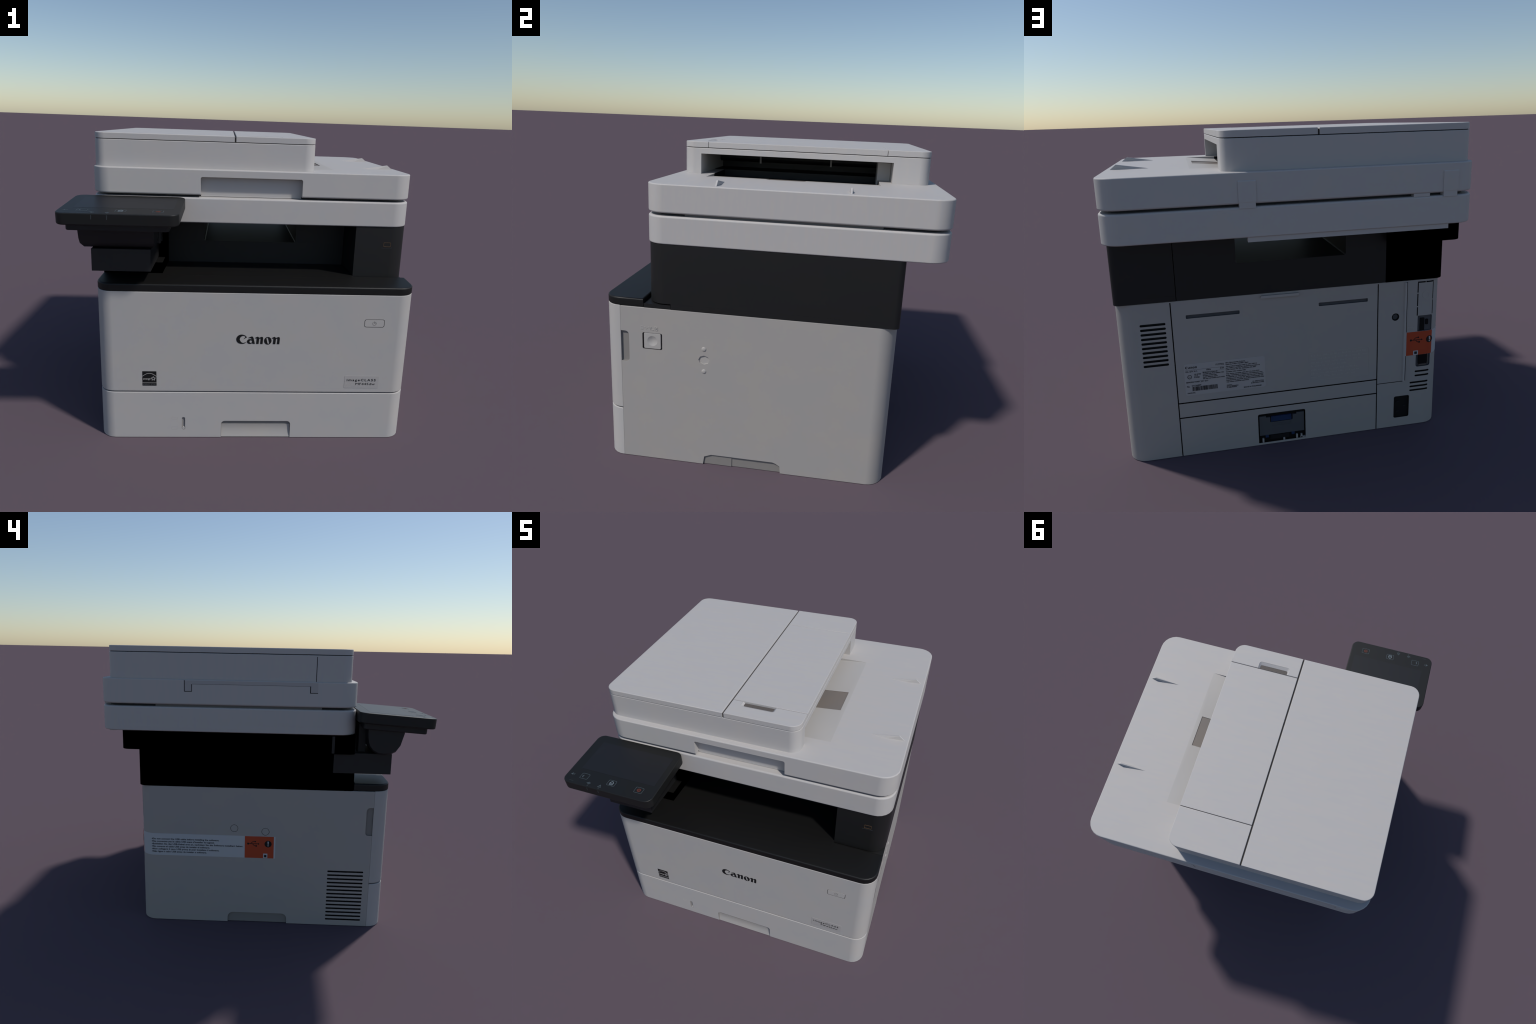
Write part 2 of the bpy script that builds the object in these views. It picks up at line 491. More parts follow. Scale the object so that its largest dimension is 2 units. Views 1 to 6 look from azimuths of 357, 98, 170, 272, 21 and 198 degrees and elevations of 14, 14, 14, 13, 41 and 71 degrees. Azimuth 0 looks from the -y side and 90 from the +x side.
bm = bmesh.new()
for z in (.052, .118):
    add_ring(bm, rrect(-.424, -.390, z, z + .018, .002, 2), rrect(-.4225, -.3915, z + .0015, z + .0165, .001, 2), 'y', YF - .0004, YF + .001)
obj_from_bm("embossed_sign", bm, FRONTWHITE, cassette)

# ---- maker's lettering on the door: heavy wedge-serif letters drawn from their strokes
def smooth(ctrl, n=6):
    """closed outline through control points; a third value of 1 marks a sharp corner"""
    out = []
    N = len(ctrl)
    for i in range(N):
        p1, p2 = ctrl[i], ctrl[(i + 1) % N]
        p0 = p1 if len(p1) > 2 else ctrl[i - 1]
        p3 = p2 if len(p2) > 2 else ctrl[(i + 2) % N]
        for k in range(n):
            t = k / n
            out.append(tuple(.5 * ((2 * p1[a]) + (p2[a] - p0[a]) * t + (2 * p0[a] - 5 * p1[a] + 4 * p2[a] - p3[a]) * t * t
                                   + (3 * p1[a] - p0[a] - 3 * p2[a] + p3[a]) * t ** 3) for a in (0, 1)))
    return out

GLYPH_C = [(645, 303, 1), (560, 222), (430, 182), (300, 207), (208, 290), (175, 400), (208, 512), (300, 588), (440, 613), (560, 580), (640, 505, 1),
           (582, 542), (480, 568), (400, 535), (347, 460), (330, 390), (360, 310), (420, 257), (490, 235), (562, 258, 1), (582, 288, 1), (490, 402, 1)]
GLYPH_A = [(700, 330, 1), (800, 285), (875, 265), (928, 315), (965, 440, 1), (1005, 607, 1), (905, 607, 1), (884, 575, 1), (830, 600), (760, 610), (682, 572), (650, 500),
           (682, 425), (760, 388), (852, 402, 1), (838, 355), (795, 338), (715, 342, 1)]
HOLE_A = [(820 + 58 * math.cos(a), 502 + 62 * math.sin(a)) for a in (i * math.pi / 6 for i in range(12))]
GLYPH_N = [(1000, 328, 1), (1125, 270), (1182, 322, 1), (1300, 275), (1348, 300), (1362, 360), (1347, 607, 1), (1237, 607, 1), (1252, 385), (1232, 352), (1192, 362, 1),
           (1168, 607, 1), (1060, 607, 1), (1077, 350, 1), (1010, 346, 1)]
GLYPH_O = [(1575 + 165 * math.cos(a), 455 + 176 * math.sin(a)) for a in (i * math.pi / 8 for i in range(16))]
HOLE_O = [(1512, 340), (1545, 312), (1580, 335), (1612, 450, 1), (1638, 560), (1605, 600), (1565, 570), (1538, 460, 1)]
def glyph_curve(cu, pts, dx, scale, ox, oz, sm=True):
    pl = smooth(pts) if sm else pts
    sp = cu.splines.new('POLY')
    sp.points.add(len(pl) - 1)
    for q, (a, b) in zip(sp.points, pl):
        q.co = ((a + dx - 175) * scale + ox, (612 - b) * scale * 1.02 + oz, 0, 1)
    sp.use_cyclic_u = True
cu = bpy.data.curves.new("lettering", 'CURVE')
cu.dimensions, cu.fill_mode, cu.extrude = '2D', 'BOTH', .0007
S = .2518 / 1930
for pts, dx in ((GLYPH_C, 0), (GLYPH_A, 0), (HOLE_A, 0), (GLYPH_N, 0), (GLYPH_O, 0), (HOLE_O, 0), (GLYPH_N, 745)):
    glyph_curve(cu, pts, dx, S, 0, 0)
tmp = bpy.data.objects.new("lettering", cu)
COL.objects.link(tmp)
bpy.context.view_layer.update()
me = bpy.data.meshes.new_from_object(tmp.evaluated_get(bpy.context.evaluated_depsgraph_get()))
bpy.data.objects.remove(tmp)
me.materials.clear()
me.materials.append(INK)
BRAND = me
def brand(loc, face, scale, parent):
    m2 = BRAND.copy()
    rx, ry, rz = (math.radians(a) for a in FACE_ROT[face])
    m2.transform(Matrix.Translation(loc) @ Matrix.Rotation(rz, 4, 'Z') @ Matrix.Rotation(rx, 4, 'X') @ Matrix.Scale(scale, 4))
    o = bpy.data.objects.new("maker_lettering", m2)
    COL.objects.link(o)
    o.parent = parent
brand((-.0514, YF - .0006, .6105), 'front', 1.0, door)

# energy mark: black square with arc, script, star and a lettered band
em = prism("energy_sticker", [rrect(-.5925, -.5110, .3400, .4315)], 'y', YF - .0008, YF + .001, INK, door)
bm = bmesh.new()
arc = [(-.5920 + .0800 * (i / 14), .3975 + .0255 * math.sin(math.pi * (.08 + .84 * i / 14)) - .004) for i in range(15)]
for k, (p, q) in enumerate(zip(arc, arc[1:])):
    add_prism(bm, bar(*p, *q, .0024), 'y', YF - .0012 - .00002 * k, YF - .0007)
starp = []
for i in range(10):
    a = math.pi / 2 + i * math.pi / 5
    r = .0135 if i % 2 == 0 else .0062
    starp.append((-.5295 + r * math.cos(a), .3855 + r * math.sin(a)))
for k in range(10):
    add_prism(bm, bar(*starp[k], *starp[(k + 1) % 10], .0028), 'y', YF - .0013 - .00002 * k, YF - .0007)
text_bm(bm, "energy", 'front', (-.5885, YF - .0009, .3790), .011, .046, shear=.4, bold=.0002, thick=.0004)
add_prism(bm, rrect(-.5920, -.5115, .3575, .3595), 'y', YF - .0012, YF - .0007)
obj_from_bm("energy_sign", bm, PLATE, em)
bm = bmesh.new()
text_bm(bm, "ENERGY STAR", 'front', (-.5885, YF - .0009, .3445), .0095, .073, thick=.0004)
obj_from_bm("energy_lettering", bm, GREYPL, em)

# model name plate
mp = prism("name_plate", [rrect(.5985, .8050, .3335, .4120, .004, 3)], 'y', YF - .0010, YF + .001, NAMEPLATE, door)
bm = bmesh.new()
text_bm(bm, "imageCLASS", 'front', (.6125, YF - .0013, .3790), .0145, .175, spacing=1.3, bold=.0003, thick=.0004)
text_bm(bm, "MF445dw", 'front', (.6665, YF - .0013, .3540), .0140, .118, bold=0.0, thick=.0004)
obj_from_bm("name_lettering", bm, INK, mp)

# ---- rating sticker and moulded notice on the rear door
rs = prism("rating_sticker", [rrect(.2030, .6440, .3680, .5535, .012, 4)], 'y', YB - .001, YB + .0010, PLATE, ROOT)
brand((.637, YB + .0012, .5255), 'back', .245, rs)
ty = YB + .0013
bm = bmesh.new()
def line(s, x, z, h, w, al='LEFT'):
    text_bm(bm, s, 'back', (x, ty, z), h, w, align=al, thick=.0003, bold=.0003)
line("F177902", .4290, .5290, .009, .044, 'RIGHT')
line("120-127V A.C.", .637, .5045, .008, .064)
line("60Hz", .525, .5060, .009, .024)
line("5.9A", .4290, .5060, .010, .022, 'RIGHT')
line("US LISTED", .592, .4865, .006, .037)
line("I.T.E.", .592, .4775, .006, .020)
line("E DANJE", .592, .4690, .006, .028)
for i, (s, w) in enumerate((("Manufactured in accordance with", .08), ("Complies with FDA radiation rules", .115), ("US Laser product Class", .075), ("Imaging electronic device", .080), ("No user serviceable parts inside", .118))):
    line(s, .546, .4925 - i * .0092, .006, w)
line("MANUFACTURED  JULY 2019", .637, .4415, .007, .118)
line("No.", .635, .4160, .010, .016)
line("2TC04889", .610, .4200, .007, .052)
line("CANON INC.", .635, .3780, .006, .044)
legal = ["30-2, Shimomaruko 3-chome,", "Ohta-ku, Tokyo 146-8501, Japan", "This product complies with 21 CFR 1040.10", "and 1040.11 except for deviations pursuant to",
         "Laser Notice No. 50, dated June 24, 2007", "Contains radio module 4480", "This device complies with part 15 of the FCC", "Rules. Operation is subject to the following two",
         "conditions: (1) This device may not cause harmful", "interference, and (2) this device must accept any", "interference received, including interference that", "may cause undesired operation."]
zz = .5345
for i, s in enumerate(legal):
    if i in (2, 5, 6):
        zz -= .003
    line(s, .4200, zz, .0062, .0042 * len(s))
    zz -= .0096
line("Contains:", .4200, .4010, .0055, .030)
line("FCC ID: AZDFM48944", .4200, .3935, .0055, .064)
line("IC: 498J-FM48944", .4200, .3860, .0055, .055)
line("IC: 498D-F177900", .2120, .4050, .006, .064, 'RIGHT')
line("R-REI-CAN-F177902", .2120, .3960, .006, .072, 'RIGHT')
line("MADE IN PHILIPPINES", .2260, .3755, .0065, .100, 'RIGHT')
obj_from_bm("rating_lettering", bm, SMALLINK, rs)
bm = bmesh.new()
x = .608
rnd = random.Random(3)
while x > .474:
    w = rnd.choice((.0016, .0026, .0042))
    add_prism(bm, rrect(x - w, x, .3915, .4170), 'y', YB + .0008, YB + .0016)
    x -= w + rnd.choice((.0010, .0016, .0024))
o = obj_from_bm("barcode", bm, INK, rs)
o["kind"] = "stuff"
bm = bmesh.new()
for z, x0, x1 in ((.5170, .4290, .637), (.4995, .4290, .546), (.4480, .546, .637)):
    add_prism(bm, rrect(x0, x1, z - .0004, z + .0004), 'y', YB + .0008, YB + .0013)
add_ring(bm, circle(.617, .4765, .012, 20), circle(.617, .4765, .009, 20), 'y', YB + .0008, YB + .0014)
text_bm(bm, "UL", 'back', (.617, ty, .4725), .008, .011, align='CENTER', thick=.0003)
obj_from_bm("listing_sign", bm, SMALLINK, rs)

bm = bmesh.new()
add_ring(bm, rrect(-.4055, -.0485, .3660, .5390, .008, 4), rrect(-.4035, -.0505, .3680, .5370, .0065, 4), 'y', YB - .001, YB + .0010)
rnd = random.Random(11)
for i, wl in enumerate((.325, .335, .305, .215, .275, .285, .26)):
    z = .5170 - i * .0212 - (.004 if i > 3 else 0)
    x = -.060
    while x > -.060 - wl:
        w = min(rnd.uniform(.014, .042), x + .060 + wl)
        if w > .005:
            k = max(2, int(w / .0075))
            for j in range(k):
                a = x - j * w / k
                h = rnd.choice((.006, .006, .0095))
                add_prism(bm, rrect(a - w / k * .72, a, z, z + h, .001, 1), 'y', YB - .001, YB + .0008)
        x -= w + .007
o = obj_from_bm("moulded_notice", bm, BODYWHITE, ROOT)

# ---- cable warning sticker wrapped round the rear left corner
def wrap_path(off):
    pts = [(XL - off, -.083)]
    pts += [(XL - off, .1 * k) for k in range(0, 7)]
    cx, cy, r = XL + .090, YB - .090, .090 + off
    pts += [(cx - r * math.cos(math.radians(a)), cy + r * math.sin(math.radians(a))) for a in (0, 15, 30, 45, 60, 75, 90)]
    pts += [(-.70, YB + off), (-.6265, YB + off)]
    return pts
def plen(p):
    L = [0]
    for a, b in zip(p, p[1:]):
        L.append(L[-1] + math.dist(a, b))
    return L
base_path = wrap_path(0)
LB = plen(base_path)
def at(path, s):
    for i in range(len(LB) - 1):
        if s <= LB[i + 1] + 1e-9:
            t = (s - LB[i]) / (LB[i + 1] - LB[i])
            return tuple(path[i][k] + t * (path[i + 1][k] - path[i][k]) for k in (0, 1))
    return path[-1]
def strip(name, s0, s1, z0, z1, mat, o_in, o_out, parent):
    bm = bmesh.new()
    ss = sorted({s0, s1} | {l for l in LB if s0 < l < s1})
    pi, po = wrap_path(o_in), wrap_path(o_out)
    prev = None
    for s in ss:
        a, b = at(pi, s), at(po, s)
        cur = [bm.verts.new((*a, z0)), bm.verts.new((*b, z0)), bm.verts.new((*b, z1)), bm.verts.new((*a, z1))]
        if prev:
            for i in range(4):
                bm.faces.new((prev[i], prev[(i + 1) % 4], cur[(i + 1) % 4], cur[i]))
        else:
            bm.faces.new(cur)
        prev = cur
    bm.faces.new(prev)
    return obj_from_bm(name, bm, mat, parent, 40)
ws = strip("warning_sticker", 0, LB[-1], .4530, .6000, LABEL, -.001, .0012, ROOT)
strip("orange_field", .010, .1955, .4530 + .0004, .5996, ORANGE, .0005, .0016, ws)
s_corner = LB[-1]
strip("orange_field", s_corner - .1660, s_corner - .0045, .4530 + .0004, .5996, ORANGE, .0005, .0016, ws)
bm = bmesh.new()
for i, (s, w) in enumerate((("\u2022Do not connect the USB cable before installing the software.", .435), ("\u2022Ne connectez pas le c\u00e2ble USB avant d'installer le logiciel.", .405),
                            ("\u2022Schlie\u00dfen Sie das USB-Kabel erst an, nachdem Sie die Software installiert haben.", .590), ("\u2022No conecte el cable USB antes de instalar el software.", .375),
                            ("\u2022Non collegare il cavo USB prima di aver installato il software.", .435), ("\u2022N\u00e3o ligue o cabo USB antes de instalar o software.", .355))):
    text_bm(bm, s, 'left', (XL - .0014, .712, .5590 - i * .0172), .0105, w, thick=.0004, bold=.0003)
obj_from_bm("warning_lettering", bm, SMALLINK, ws)
layered("usb_sign", usb_symbol(.058, .5495, .078, -1), 'x', XL - .0010, XL - .0022, INK, ws)
layered("usb_sign", usb_symbol(-.6915, .5480, .078, -1), 'y', YB + .0010, YB + .0022, INK, ws)
def alert(axis, cu_, cv, w0, w1, s):
    d = w1 - w0
    prism("alert_disc", [circle(cu_, cv, .0225, 28)], axis, w0, w1, INK, ws)
    bm = bmesh.new()
    add_prism(bm, [(cu_ - .0045, cv + .017), (cu_ - .0025, cv - .004), (cu_ + .0025, cv - .004), (cu_ + .0045, cv + .017)], axis, w1 - d * .1, w1 + d * .5)
    add_prism(bm, circle(cu_, cv - .0115, .0038, 12), axis, w1 - d * .1, w1 + d * .5)
    obj_from_bm("alert_sign", bm, LABEL, ws)
alert('x', -.0368, .5500, XL - .0012, XL - .0022, 1)
# the second alert sign bends with the sticker round the corner
def wrapped(name, polys, mat, o_in, o_out):
    bm = bmesh.new()
    pi, po = wrap_path(o_in), wrap_path(o_out)
    for pl in polys:
        A = [bm.verts.new((*at(pi, q), z)) for q, z in pl]
        B = [bm.verts.new((*at(po, q), z)) for q, z in pl]
        n = len(pl)
        cq, cz = sum(q for q, z in pl) / n, sum(z for q, z in pl) / n
        m = bm.verts.new((*at(po, cq), cz))
        for i in range(n):
            j = (i + 1) % n
            bm.faces.new((A[i], A[j], B[j], B[i]))
            bm.faces.new((B[i], B[j], m))
        bm.faces.new(A)
    obj_from_bm(name, bm, mat, ws, 40)
sa = s_corner - .1480
wrapped("alert_disc", [circle(sa, .5450, .0215, 28)], INK, .0012, .0022)
wrapped("alert_sign", [[(sa - .0045, .562), (sa - .0025, .541), (sa + .0025, .541), (sa + .0045, .562)], circle(sa, .5335, .0038, 12)], LABEL, .0020, .0028)
prism("white_field", [rrect(-.0335, -.0065, .4545, .4850)], 'x', XL - .0012, XL - .0022, LABEL, ws)
prism("white_field", [rrect(-.7050, -.6755, .4545, .4810)], 'y', YB + .0012, YB + .0022, LABEL, ws)
prism("grey_field", [rrect(-.0275, -.0125, .4600, .4760)], 'x', XL - .0020, XL - .0028, SEAM, ws)
prism("grey_field", [rrect(-.6985, -.6820, .4600, .4755)], 'y', YB + .0020, YB + .0028, SEAM, ws)

# ---- dark middle storey: delivery shelf, columns, housing with the exit tunnel
ZB = 1.270
ZS = .9625
slab("delivery_shelf", XL, XR, YF, -.5605, .9185, ZS, SHELF, r=(.090, .090, 0, 0), bt=.009, bb=.004, parent=ROOT)
# sloping tray floor between the columns
prism("tray_floor", [[(-.6000, ZS - .004), (-.6000, ZS + .0003), (-.5450, ZS + .0003), (-.2390, .9490), (-.2390, .9155), (-.5603, .9155), (-.5603, ZS - .004)]], 'x', -.4960, .6560, SHELF, ROOT)
bm = bmesh.new()
add_slab(bm, .656, .9745, -.545, .7865, .9450, ZB - .001, (0, .10, .035, 0), 0, 0, 8)
o = obj_from_bm("side_column", bm, DARK, ROOT, 50)
weight_normals(o)
slab("column_skirt", .6565, .9745, -.4095, .7865, .9155, .9448, DARK, r=(0, 0, .035, 0), parent=ROOT)
slab("shelf_end", .6565, .9735, -.5580, -.4115, .9155, .9380, DARK, r=0, parent=ROOT)
bm = bmesh.new()
add_box(bm, -.4955, .6525, -.2400, .7855, .9155, 1.0930)
add_box(bm, -.4955, -.2640, -.2399, .7854, 1.0931, ZB - .001)
add_box(bm, .3350, .6525, -.2399, .7854, 1.0931, ZB - .001)
housing = obj_from_bm("middle_housing", bm, DARK, ROOT)
bm = bmesh.new()
for x, sg in ((-.2640, 1), (.3350, -1)):
    add_prism(bm, [(x - sg * .001, 1.0925), (x + sg * .006, 1.0925), (x + sg * .006, 1.0945), (x + sg * .002, 1.0985), (x - sg * .001, 1.0985)], 'y', -.238, .783)
obj_from_bm("tunnel_edge", bm, EDGE, housing)
# socket for memory sticks on the front of the column
bm = bmesh.new()
add_ring(bm, rrect(.8305, .8755, 1.1470, 1.1745, .005, 3), rrect(.8330, .8730, 1.1500, 1.1720, .004, 3), 'y', -.5465, -.544, 0)
obj_from_bm("memory_socket", bm, AMBER, ROOT)
bm = bmesh.new()
add_prism(bm, rrect(.8190, .8800, 1.1385, 1.1405), 'y', -.5460, -.544, 0)
add_prism(bm, rrect(.8780, .8830, 1.1385, 1.1430), 'y', -.5464, -.544, 0)
obj_from_bm("socket_lip", bm, NECK, ROOT)
# black rear left column with an overhanging ledge
bm = bmesh.new()
add_slab(bm, -.8465, -.4965, -.420, .7865, .9150, 1.1535, (0, 0, 0, .05))
add_slab(bm, -.8463, -.4967, -.5600, -.4205, .9152, 1.0235, (.02, 0, 0, 0))
add_slab(bm, -.8930, -.4963, -.5490, .8740, 1.1540, ZB - .0005, (.03, 0, 0, .05))
obj_from_bm("rear_column", bm, BLACK, ROOT, 50)
bm = bmesh.new()
add_box(bm, -.8600, -.4975, -.5505, -.5492, 1.1560, ZB - .002)
add_box(bm, -.8942, -.8925, -.4220, -.4060, 1.1590, 1.2620)
obj_from_bm("column_grey_plate", bm, ARM, ROOT)
slab("notch_top_plate", -.8000, -.4975, -.5495, -.4215, 1.0236, 1.0250, SHELF, parent=ROOT)

# ---- flatbed scanner: base, neck, lid
base = slab("scanner_base", -.899, .9765, -.552, .9955, ZB, 1.4185, LIDWHITE, r=.105, bt=.011, bb=.007, parent=ROOT)
slab("scanner_neck", -.860, .934, -.5000, .955, 1.4180, 1.4330, NECK, r=.08, parent=ROOT)
bm = bmesh.new()
add_box(bm, .935, .950, -.3375, .659, 1.4175, 1.4335)
add_box(bm, -.874, -.861, -.3375, .661, 1.4175, 1.4335)
obj_from_bm("bed_rail", bm, RAIL, ROOT)
lid = slab("scanner_lid", -.900, .9775, -.552, .9960, 1.4325, 1.5815, LIDWHITE, r=.105, bt=.007, bb=.010, parent=ROOT, wn=False)
c = Cutter()
c.prism(rrect(-.2750, .3190, 1.40, 1.5385, (0, 0, .012, .012)), 'y', -.60, -.5060, LIDWHITE)
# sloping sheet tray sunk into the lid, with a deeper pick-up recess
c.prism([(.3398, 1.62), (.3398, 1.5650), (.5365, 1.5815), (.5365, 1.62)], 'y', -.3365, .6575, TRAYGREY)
c.prism([(.05, 1.63), (.05, 1.5390), (.34, 1.5648), (.34, 1.63)], 'y', -.3365, .6575, DARK)  # inner tray coloured dark to draw the shadow under the feeder mouth
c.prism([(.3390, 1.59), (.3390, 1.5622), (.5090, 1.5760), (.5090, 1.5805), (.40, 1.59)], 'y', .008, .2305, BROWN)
# bracket outline on the left side
for y0, y1, z0, z1 in ((.479, .4835, 1.5105, 1.5770), (.4370, .4790, 1.5095, 1.5135), (.4355, .4395, 1.5135, 1.5545),
                       (-.2660, -.2610, 1.5150, 1.5585), (-.3080, -.2610, 1.5145, 1.5185), (-.2600, .4350, 1.5545, 1.5560)):
    c.box(-.93, -.894, y0, y1, z0, z1, SEAM)
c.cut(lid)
prism("lid_bracket", [rrect(-.3070, .4790, 1.5560, 1.5760, .002, 2), rrect(.4396, .4790, 1.5136, 1.5559), rrect(-.3070, -.2661, 1.5186, 1.5559)],
      'x', -.8995, -.9008, BRACKET, lid)
slab("grip_wall", -.2745, .3185, -.5055, -.4950, 1.4212, 1.4400, LIDWHITE, parent=lid)
bm = bmesh.new()
for x0, x1 in ((.2420, .3275), (-.7865, -.7060)):
    add_prism(bm, [(.985, 1.5440), (.9965, 1.5440), (1.0, 1.5385), (1.0, 1.4420), (.985, 1.4420)], 'x', x0, x1)
    add_prism(bm, [(.960, 1.4419), (.9985, 1.4419), (.9985, 1.4120), (.960, 1.4120)], 'x', x0 + .004, x1 - .003)
obj_from_bm("hinge", bm, LIDWHITE, ROOT)
slab("bed_block", -.637, -.552, .956, .9925, 1.4175, 1.4335, LIDWHITE, parent=ROOT)
slab("rear_flap", -.7490, .2900, .945, .9870, 1.2460, ZB + .001, LIDWHITE, r=.002, parent=ROOT)

# sheet stops on the tray
fin_bm = bmesh.new()
V = [(-.105, 0, -.001), (.0, -.011, -.001), (.0, .011, -.001), (.0705, -.0045, .0265), (.0705, .0045, .0265), (.1050, -.004, -.001), (.1050, .004, -.001)]
vs = [fin_bm.verts.new(v) for v in V]
for f in ((0, 1, 3), (0, 4, 2), (0, 3, 4), (1, 5, 3), (2, 4, 6), (3, 5, 6, 4), (0, 2, 6, 5, 1)):
    fin_bm.faces.new([vs[i] for i in f])
fin = obj_from_bm("sheet_stop", fin_bm, LIDWHITE, ROOT, 20)
fin.location = (.8465, -.1785, 1.5815)
fin2 = fin.copy()
COL.objects.link(fin2)
fin2.parent = ROOT
fin2.location = (.8465, .4935, 1.5815)

# ---- document feeder
FX0, FX1, FY0, FY1 = -.890, .394, -.512, .9415
feeder = slab("document_feeder", FX0, FX1, FY0, FY1, 1.5817, 1.7350, LIDWHITE, r=.065, bt=.004, parent=ROOT, wn=False)
c = Cutter()
c.box(.3751, .45, -.4050, .7290, 1.55, 1.7015, LIDWHITE)
c.box(-.22, .3752, -.4050, .7289, 1.54, 1.7014, LIDWHITE)
c.box(FX0 - .02, FX0 + .02, -.2985, -.2945, 1.57, 1.7255, SEAM)
c.cut(feeder)
slab("feeder_gap", FX0 + .006, FX1 - .006, FY0 + .006, FY1 - .006, 1.7345, 1.7395, DEEP, r=.06, parent=ROOT)
slab("groove_floor", -.0840, -.0740, FY0 + .004, FY1 - .004, 1.7394, 1.7640, GROOVE, parent=ROOT)
LT = 1.7720
slab("feeder_lid", FX0, -.0838, FY0, FY1, 1.7390, LT, LIDWHITE, r=(.065, 0, 0, .065), bt=.005, parent=ROOT)
fr = slab("feeder_frame", -.0745, FX1, FY0, -.3632, 1.7390, LT, LIDWHITE, r=(0, .065, 0, 0), bt=.004, parent=ROOT, wn=False)
c = Cutter()
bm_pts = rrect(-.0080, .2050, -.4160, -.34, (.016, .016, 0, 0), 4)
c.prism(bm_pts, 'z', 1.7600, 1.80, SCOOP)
c.cut(fr)
bm = bmesh.new()   # sloping scoop of the finger grip
outer, inner = rrect(-.0080, .2050, -.4160, -.3640, (.016, .016, 0, 0), 4), rrect(.004, .193, -.3960, -.3640, (.010, .010, 0, 0), 4)
A = [bm.verts.new((u, v, 1.7712)) for u, v in outer]
B = [bm.verts.new((u, v, 1.7610)) for u, v in inner]
for i in range(len(A) - 1):
    bm.faces.new((A[i], A[i + 1], B[i + 1], B[i]))
bm.faces.new((A[-1], A[0], B[0], B[-1]))
obj_from_bm("finger_scoop", bm, LIDWHITE, fr, 60)
slab("feeder_cover", -.0745, FX1, -.3598, .6893, 1.7390, LT, LIDWHITE, bt=.0035, parent=ROOT)
slab("feeder_frame", -.0745, FX1, .6925, FY1, 1.7390, LT, LIDWHITE, r=(0, 0, .065, 0), bt=.004, parent=ROOT)
# inside the feeder mouth
bm = bmesh.new()
add_box(bm, -.219, .270, -.4045, .7285, 1.6900, 1.7010)
add_box(bm, -.219, -.190, -.4045, .7285, 1.5500, 1.6899)
add_prism(bm, [(-.145 + .040 * math.cos(a), 1.655 + .030 * math.sin(a)) for a in (i * math.pi / 8 for i in range(16))], 'y', -.404, .728)
add_box(bm, -.189, .049, -.4044, .7284, 1.5400, 1.5830)
obj_from_bm("feed_roller_housing", bm, DARK, ROOT, 40)
bm = bmesh.new()
for y in (-.12, .36):
    add_prism(bm, [(-.106, 1.620), (-.098, 1.620), (-.100, 1.668), (-.108, 1.668)], 'y', y - .006, y + .006)
obj_from_bm("sheet_sensor", bm, PLATE, ROOT)
slab("sheet_guide", .100, .230, .6500, .7285, 1.5300, 1.6890, LIDWHITE, r=.004, parent=ROOT)

# ---- control panel on its arm
slab("panel_arm", -.8580, -.5360, -.7745, -.4250, 1.0300, 1.1570, ARM, bt=.002, bb=.002, parent=ROOT)
bm = bmesh.new()
prof = [(-.6140, 1.325), (-.6160, 1.270), (-.6200, 1.236), (-.6290, 1.206), (-.6490, 1.179), (-.6800, 1.162), (-.7180, 1.1570), (-.7540, 1.162), (-.7850, 1.178), (-.8080, 1.212), (-.8280, 1.290), (-.8280, 1.325)]
rings = []
for xx, k in ((-.8990, 0.0), (-.9130, .012)):
    rings.append([bm.verts.new((xx, y, z + k * (1.325 - z) / .165)) for y, z in prof])
ring_r = [[bm.verts.new((xx, y, z + k * (1.325 - z) / .165)) for y, z in prof] for xx, k in ((-.524, 0.0), (-.511, .012))]
seq = [rings[1], rings[0], ring_r[0], ring_r[1]]
for A, B in zip(seq, seq[1:]):
    for i in range(len(prof)):
        j = (i + 1) % len(prof)
        bm.faces.new((A[i], A[j], B[j], B[i]))
bm.faces.new(seq[0])
bm.faces.new(seq[-1])
obj_from_bm("panel_hinge", bm, ARM, ROOT, 35)
slab("panel_bracket", -.8000, -.5000, -.6240, -.5740, 1.1580, 1.3300, ARM, r=.006, parent=ROOT)

TH = math.radians(3.8)
Y0, Z0 = -.9995, 1.3900
TILT = Matrix.Translation((0, Y0, Z0)) @ Matrix.Rotation(TH, 4, 'X')
def tilt(o):
    o.data.transform(TILT)
    return o
panel = slab("control_panel", -.9790, -.3600, 0, .4480, -.0630, 0, PANEL, r=.048, bt=.005, bb=.008, parent=ROOT)
tilt(panel)
tilt(slab("panel_back", -.9380, -.4115, .040, .4120, -.1000, -.0625, ARM, r=.02, bb=.006, parent=panel))
tilt(slab("touch_screen", -.9150, -.3980, .1300, .3820, -.002, .0004, SCREEN, r=.003, parent=panel, wn=False))
keys = bmesh.new()
for xc in (-.8535, -.6608, -.4710):
    add_ring(keys, rrect(xc - .0275, xc + .0275, .0515, .0965, .008, 4), rrect(xc - .0253, xc + .0253, .0537, .0943, .0062, 4), 'z', -.001, .0006)
tilt(obj_from_bm("key_frame", keys, ICON, panel))
bm = bmesh.new()   # house
for k, s in enumerate((bar(-.6745, .0745, -.6608, .0885, .0042), bar(-.6608, .0885, -.6470, .0745, .0042), bar(-.6710, .0765, -.6710, .0605, .0036), bar(-.6505, .0765, -.6505, .0605, .0036),
                       bar(-.6728, .0605, -.6487, .0605, .0036), bar(-.6655, .0690, -.6560, .0690, .0022), bar(-.6650, .0640, -.6650, .0740, .0022), bar(-.6565, .0640, -.6565, .0740, .0022))):
    add_prism(bm, s, 'z', -.001, .0006 + .00003 * k)
tilt(obj_from_bm("home_sign", bm, ICONBRIGHT, panel))
bm = bmesh.new()   # crescent
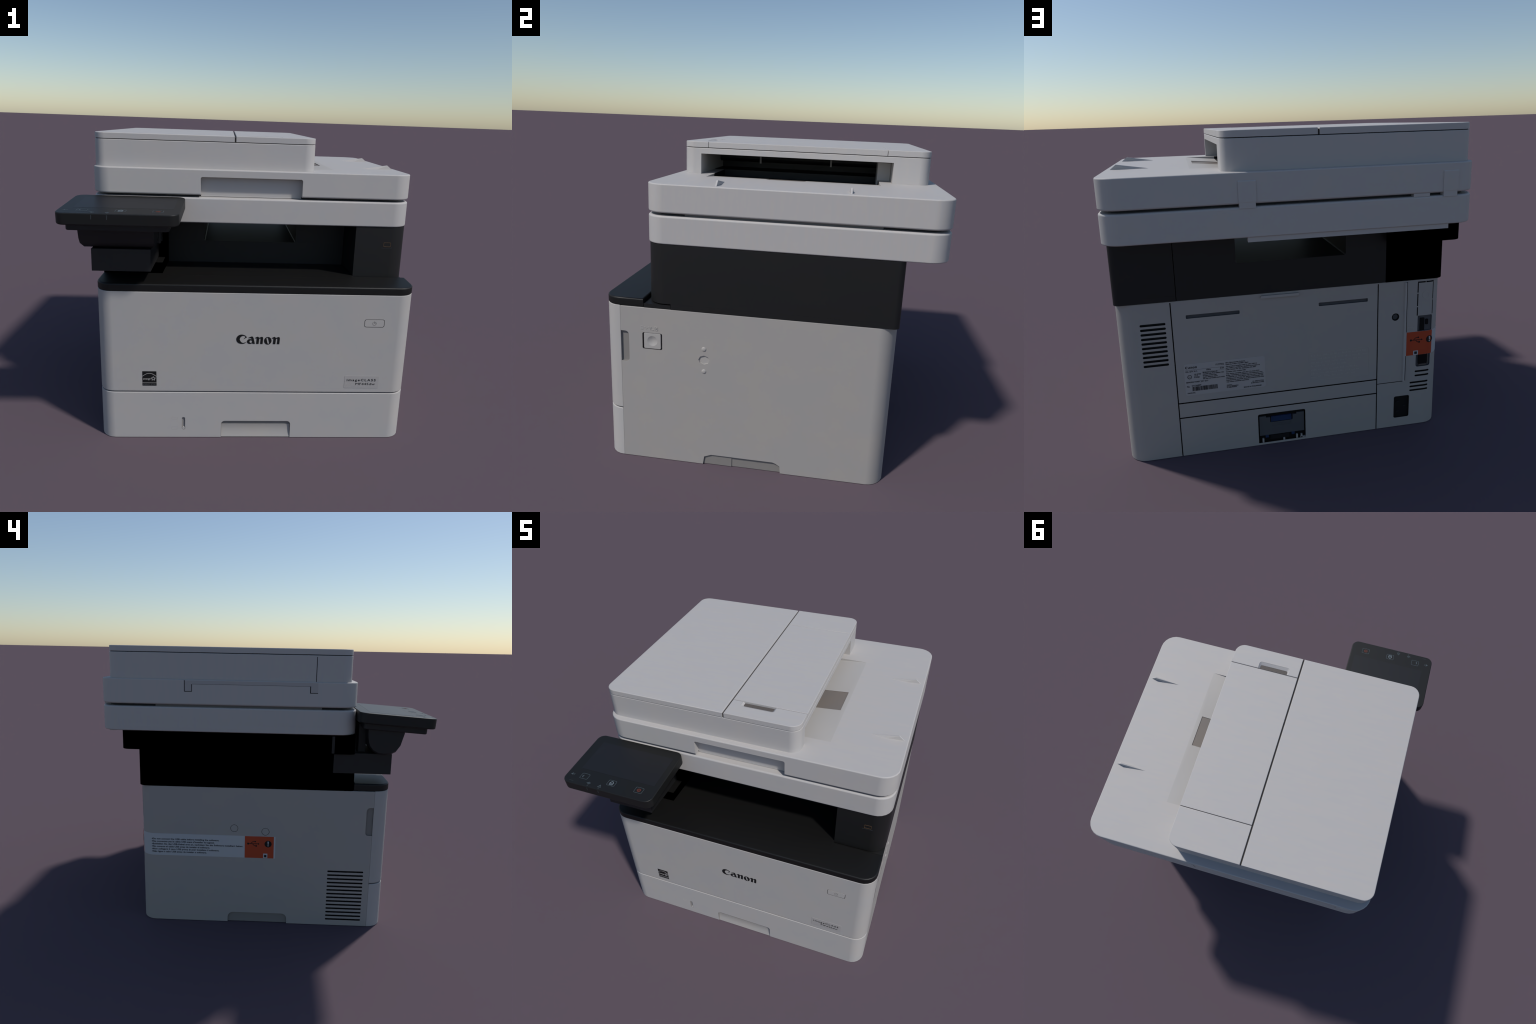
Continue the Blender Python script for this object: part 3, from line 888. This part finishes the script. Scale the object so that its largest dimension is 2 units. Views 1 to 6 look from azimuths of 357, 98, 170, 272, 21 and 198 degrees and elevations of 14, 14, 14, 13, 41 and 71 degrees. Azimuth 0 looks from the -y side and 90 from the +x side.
mo = [(-.8600 + .0095 * math.cos(a), .0720 + .0105 * math.sin(a)) for a in (math.radians(110 + 15 * i) for i in range(11))]
mi_ = [(-.8560 + .0075 * math.cos(a), .0730 + .0085 * math.sin(a)) for a in (math.radians(250 - 14 * i) for i in range(11))]
add_prism(bm, mo + mi_, 'z', -.001, .0006)
tilt(obj_from_bm("sleep_sign", bm, ICON, panel))
bm = bmesh.new()   # stop
add_ring(bm, [(-.4710 + .0135 * math.cos(a), .0740 + .0125 * math.sin(a)) for a in (math.radians(22.5 + 45 * i) for i in range(8))],
         [(-.4710 + .0085 * math.cos(a), .0740 + .0075 * math.sin(a)) for a in (math.radians(22.5 + 45 * i) for i in range(8))], 'z', -.001, .0006)
add_prism(bm, [(-.4770, .0775), (-.4650, .0775), (-.4710, .0690)], 'z', -.001, .0007)
tilt(obj_from_bm("stop_sign", bm, REDICON, panel))
bm = bmesh.new()   # sound, data and error signs with their light lines
for s in (bar(-.9500, .0690, -.9440, .0690, .006), [(-.9440, .0660), (-.9370, .0610), (-.9370, .0800), (-.9440, .0750)], bar(-.9320, .0660, -.9300, .0740, .002), bar(-.9280, .0640, -.9250, .0760, .002)):
    add_prism(bm, s, 'z', -.001, .0006)
dpt = [(-.7955, .0400), (-.7855, .0310), (-.7955, .0220), (-.8055, .0310)]
for k in range(4):
    add_prism(bm, bar(*dpt[k], *dpt[(k + 1) % 4], .0025), 'z', -.001, .0006 + .00003 * k)
add_prism(bm, [(-.8120, .0325), (-.8120, .0295), (-.7970, .0295), (-.7970, .0270), (-.7915, .0310), (-.7970, .0350), (-.7970, .0325)], 'z', -.001, .0008)
tp = [(-.7175, .0400), (-.7065, .0210), (-.7285, .0210)]
for k in range(3):
    add_prism(bm, bar(*tp[k], *tp[(k + 1) % 3], .0025), 'z', -.001, .0006 + .00003 * k)
add_prism(bm, bar(-.7175, .0340, -.7175, .0250, .0025), 'z', -.001, .0008)
tilt(obj_from_bm("status_sign", bm, ICON, panel))
bm = bmesh.new()
for x in (-.7940, -.7160):
    add_box(bm, x - .0022, x + .0022, .0060, .0165, -.001, .0005)
    add_box(bm, x - .0022, x + .0022, -.0006, .002, -.030, -.0068)
add_box(bm, -.9300, -.9020, .0180, .0205, -.001, .0005)
tilt(obj_from_bm("status_light", bm, ICONDIM, panel))
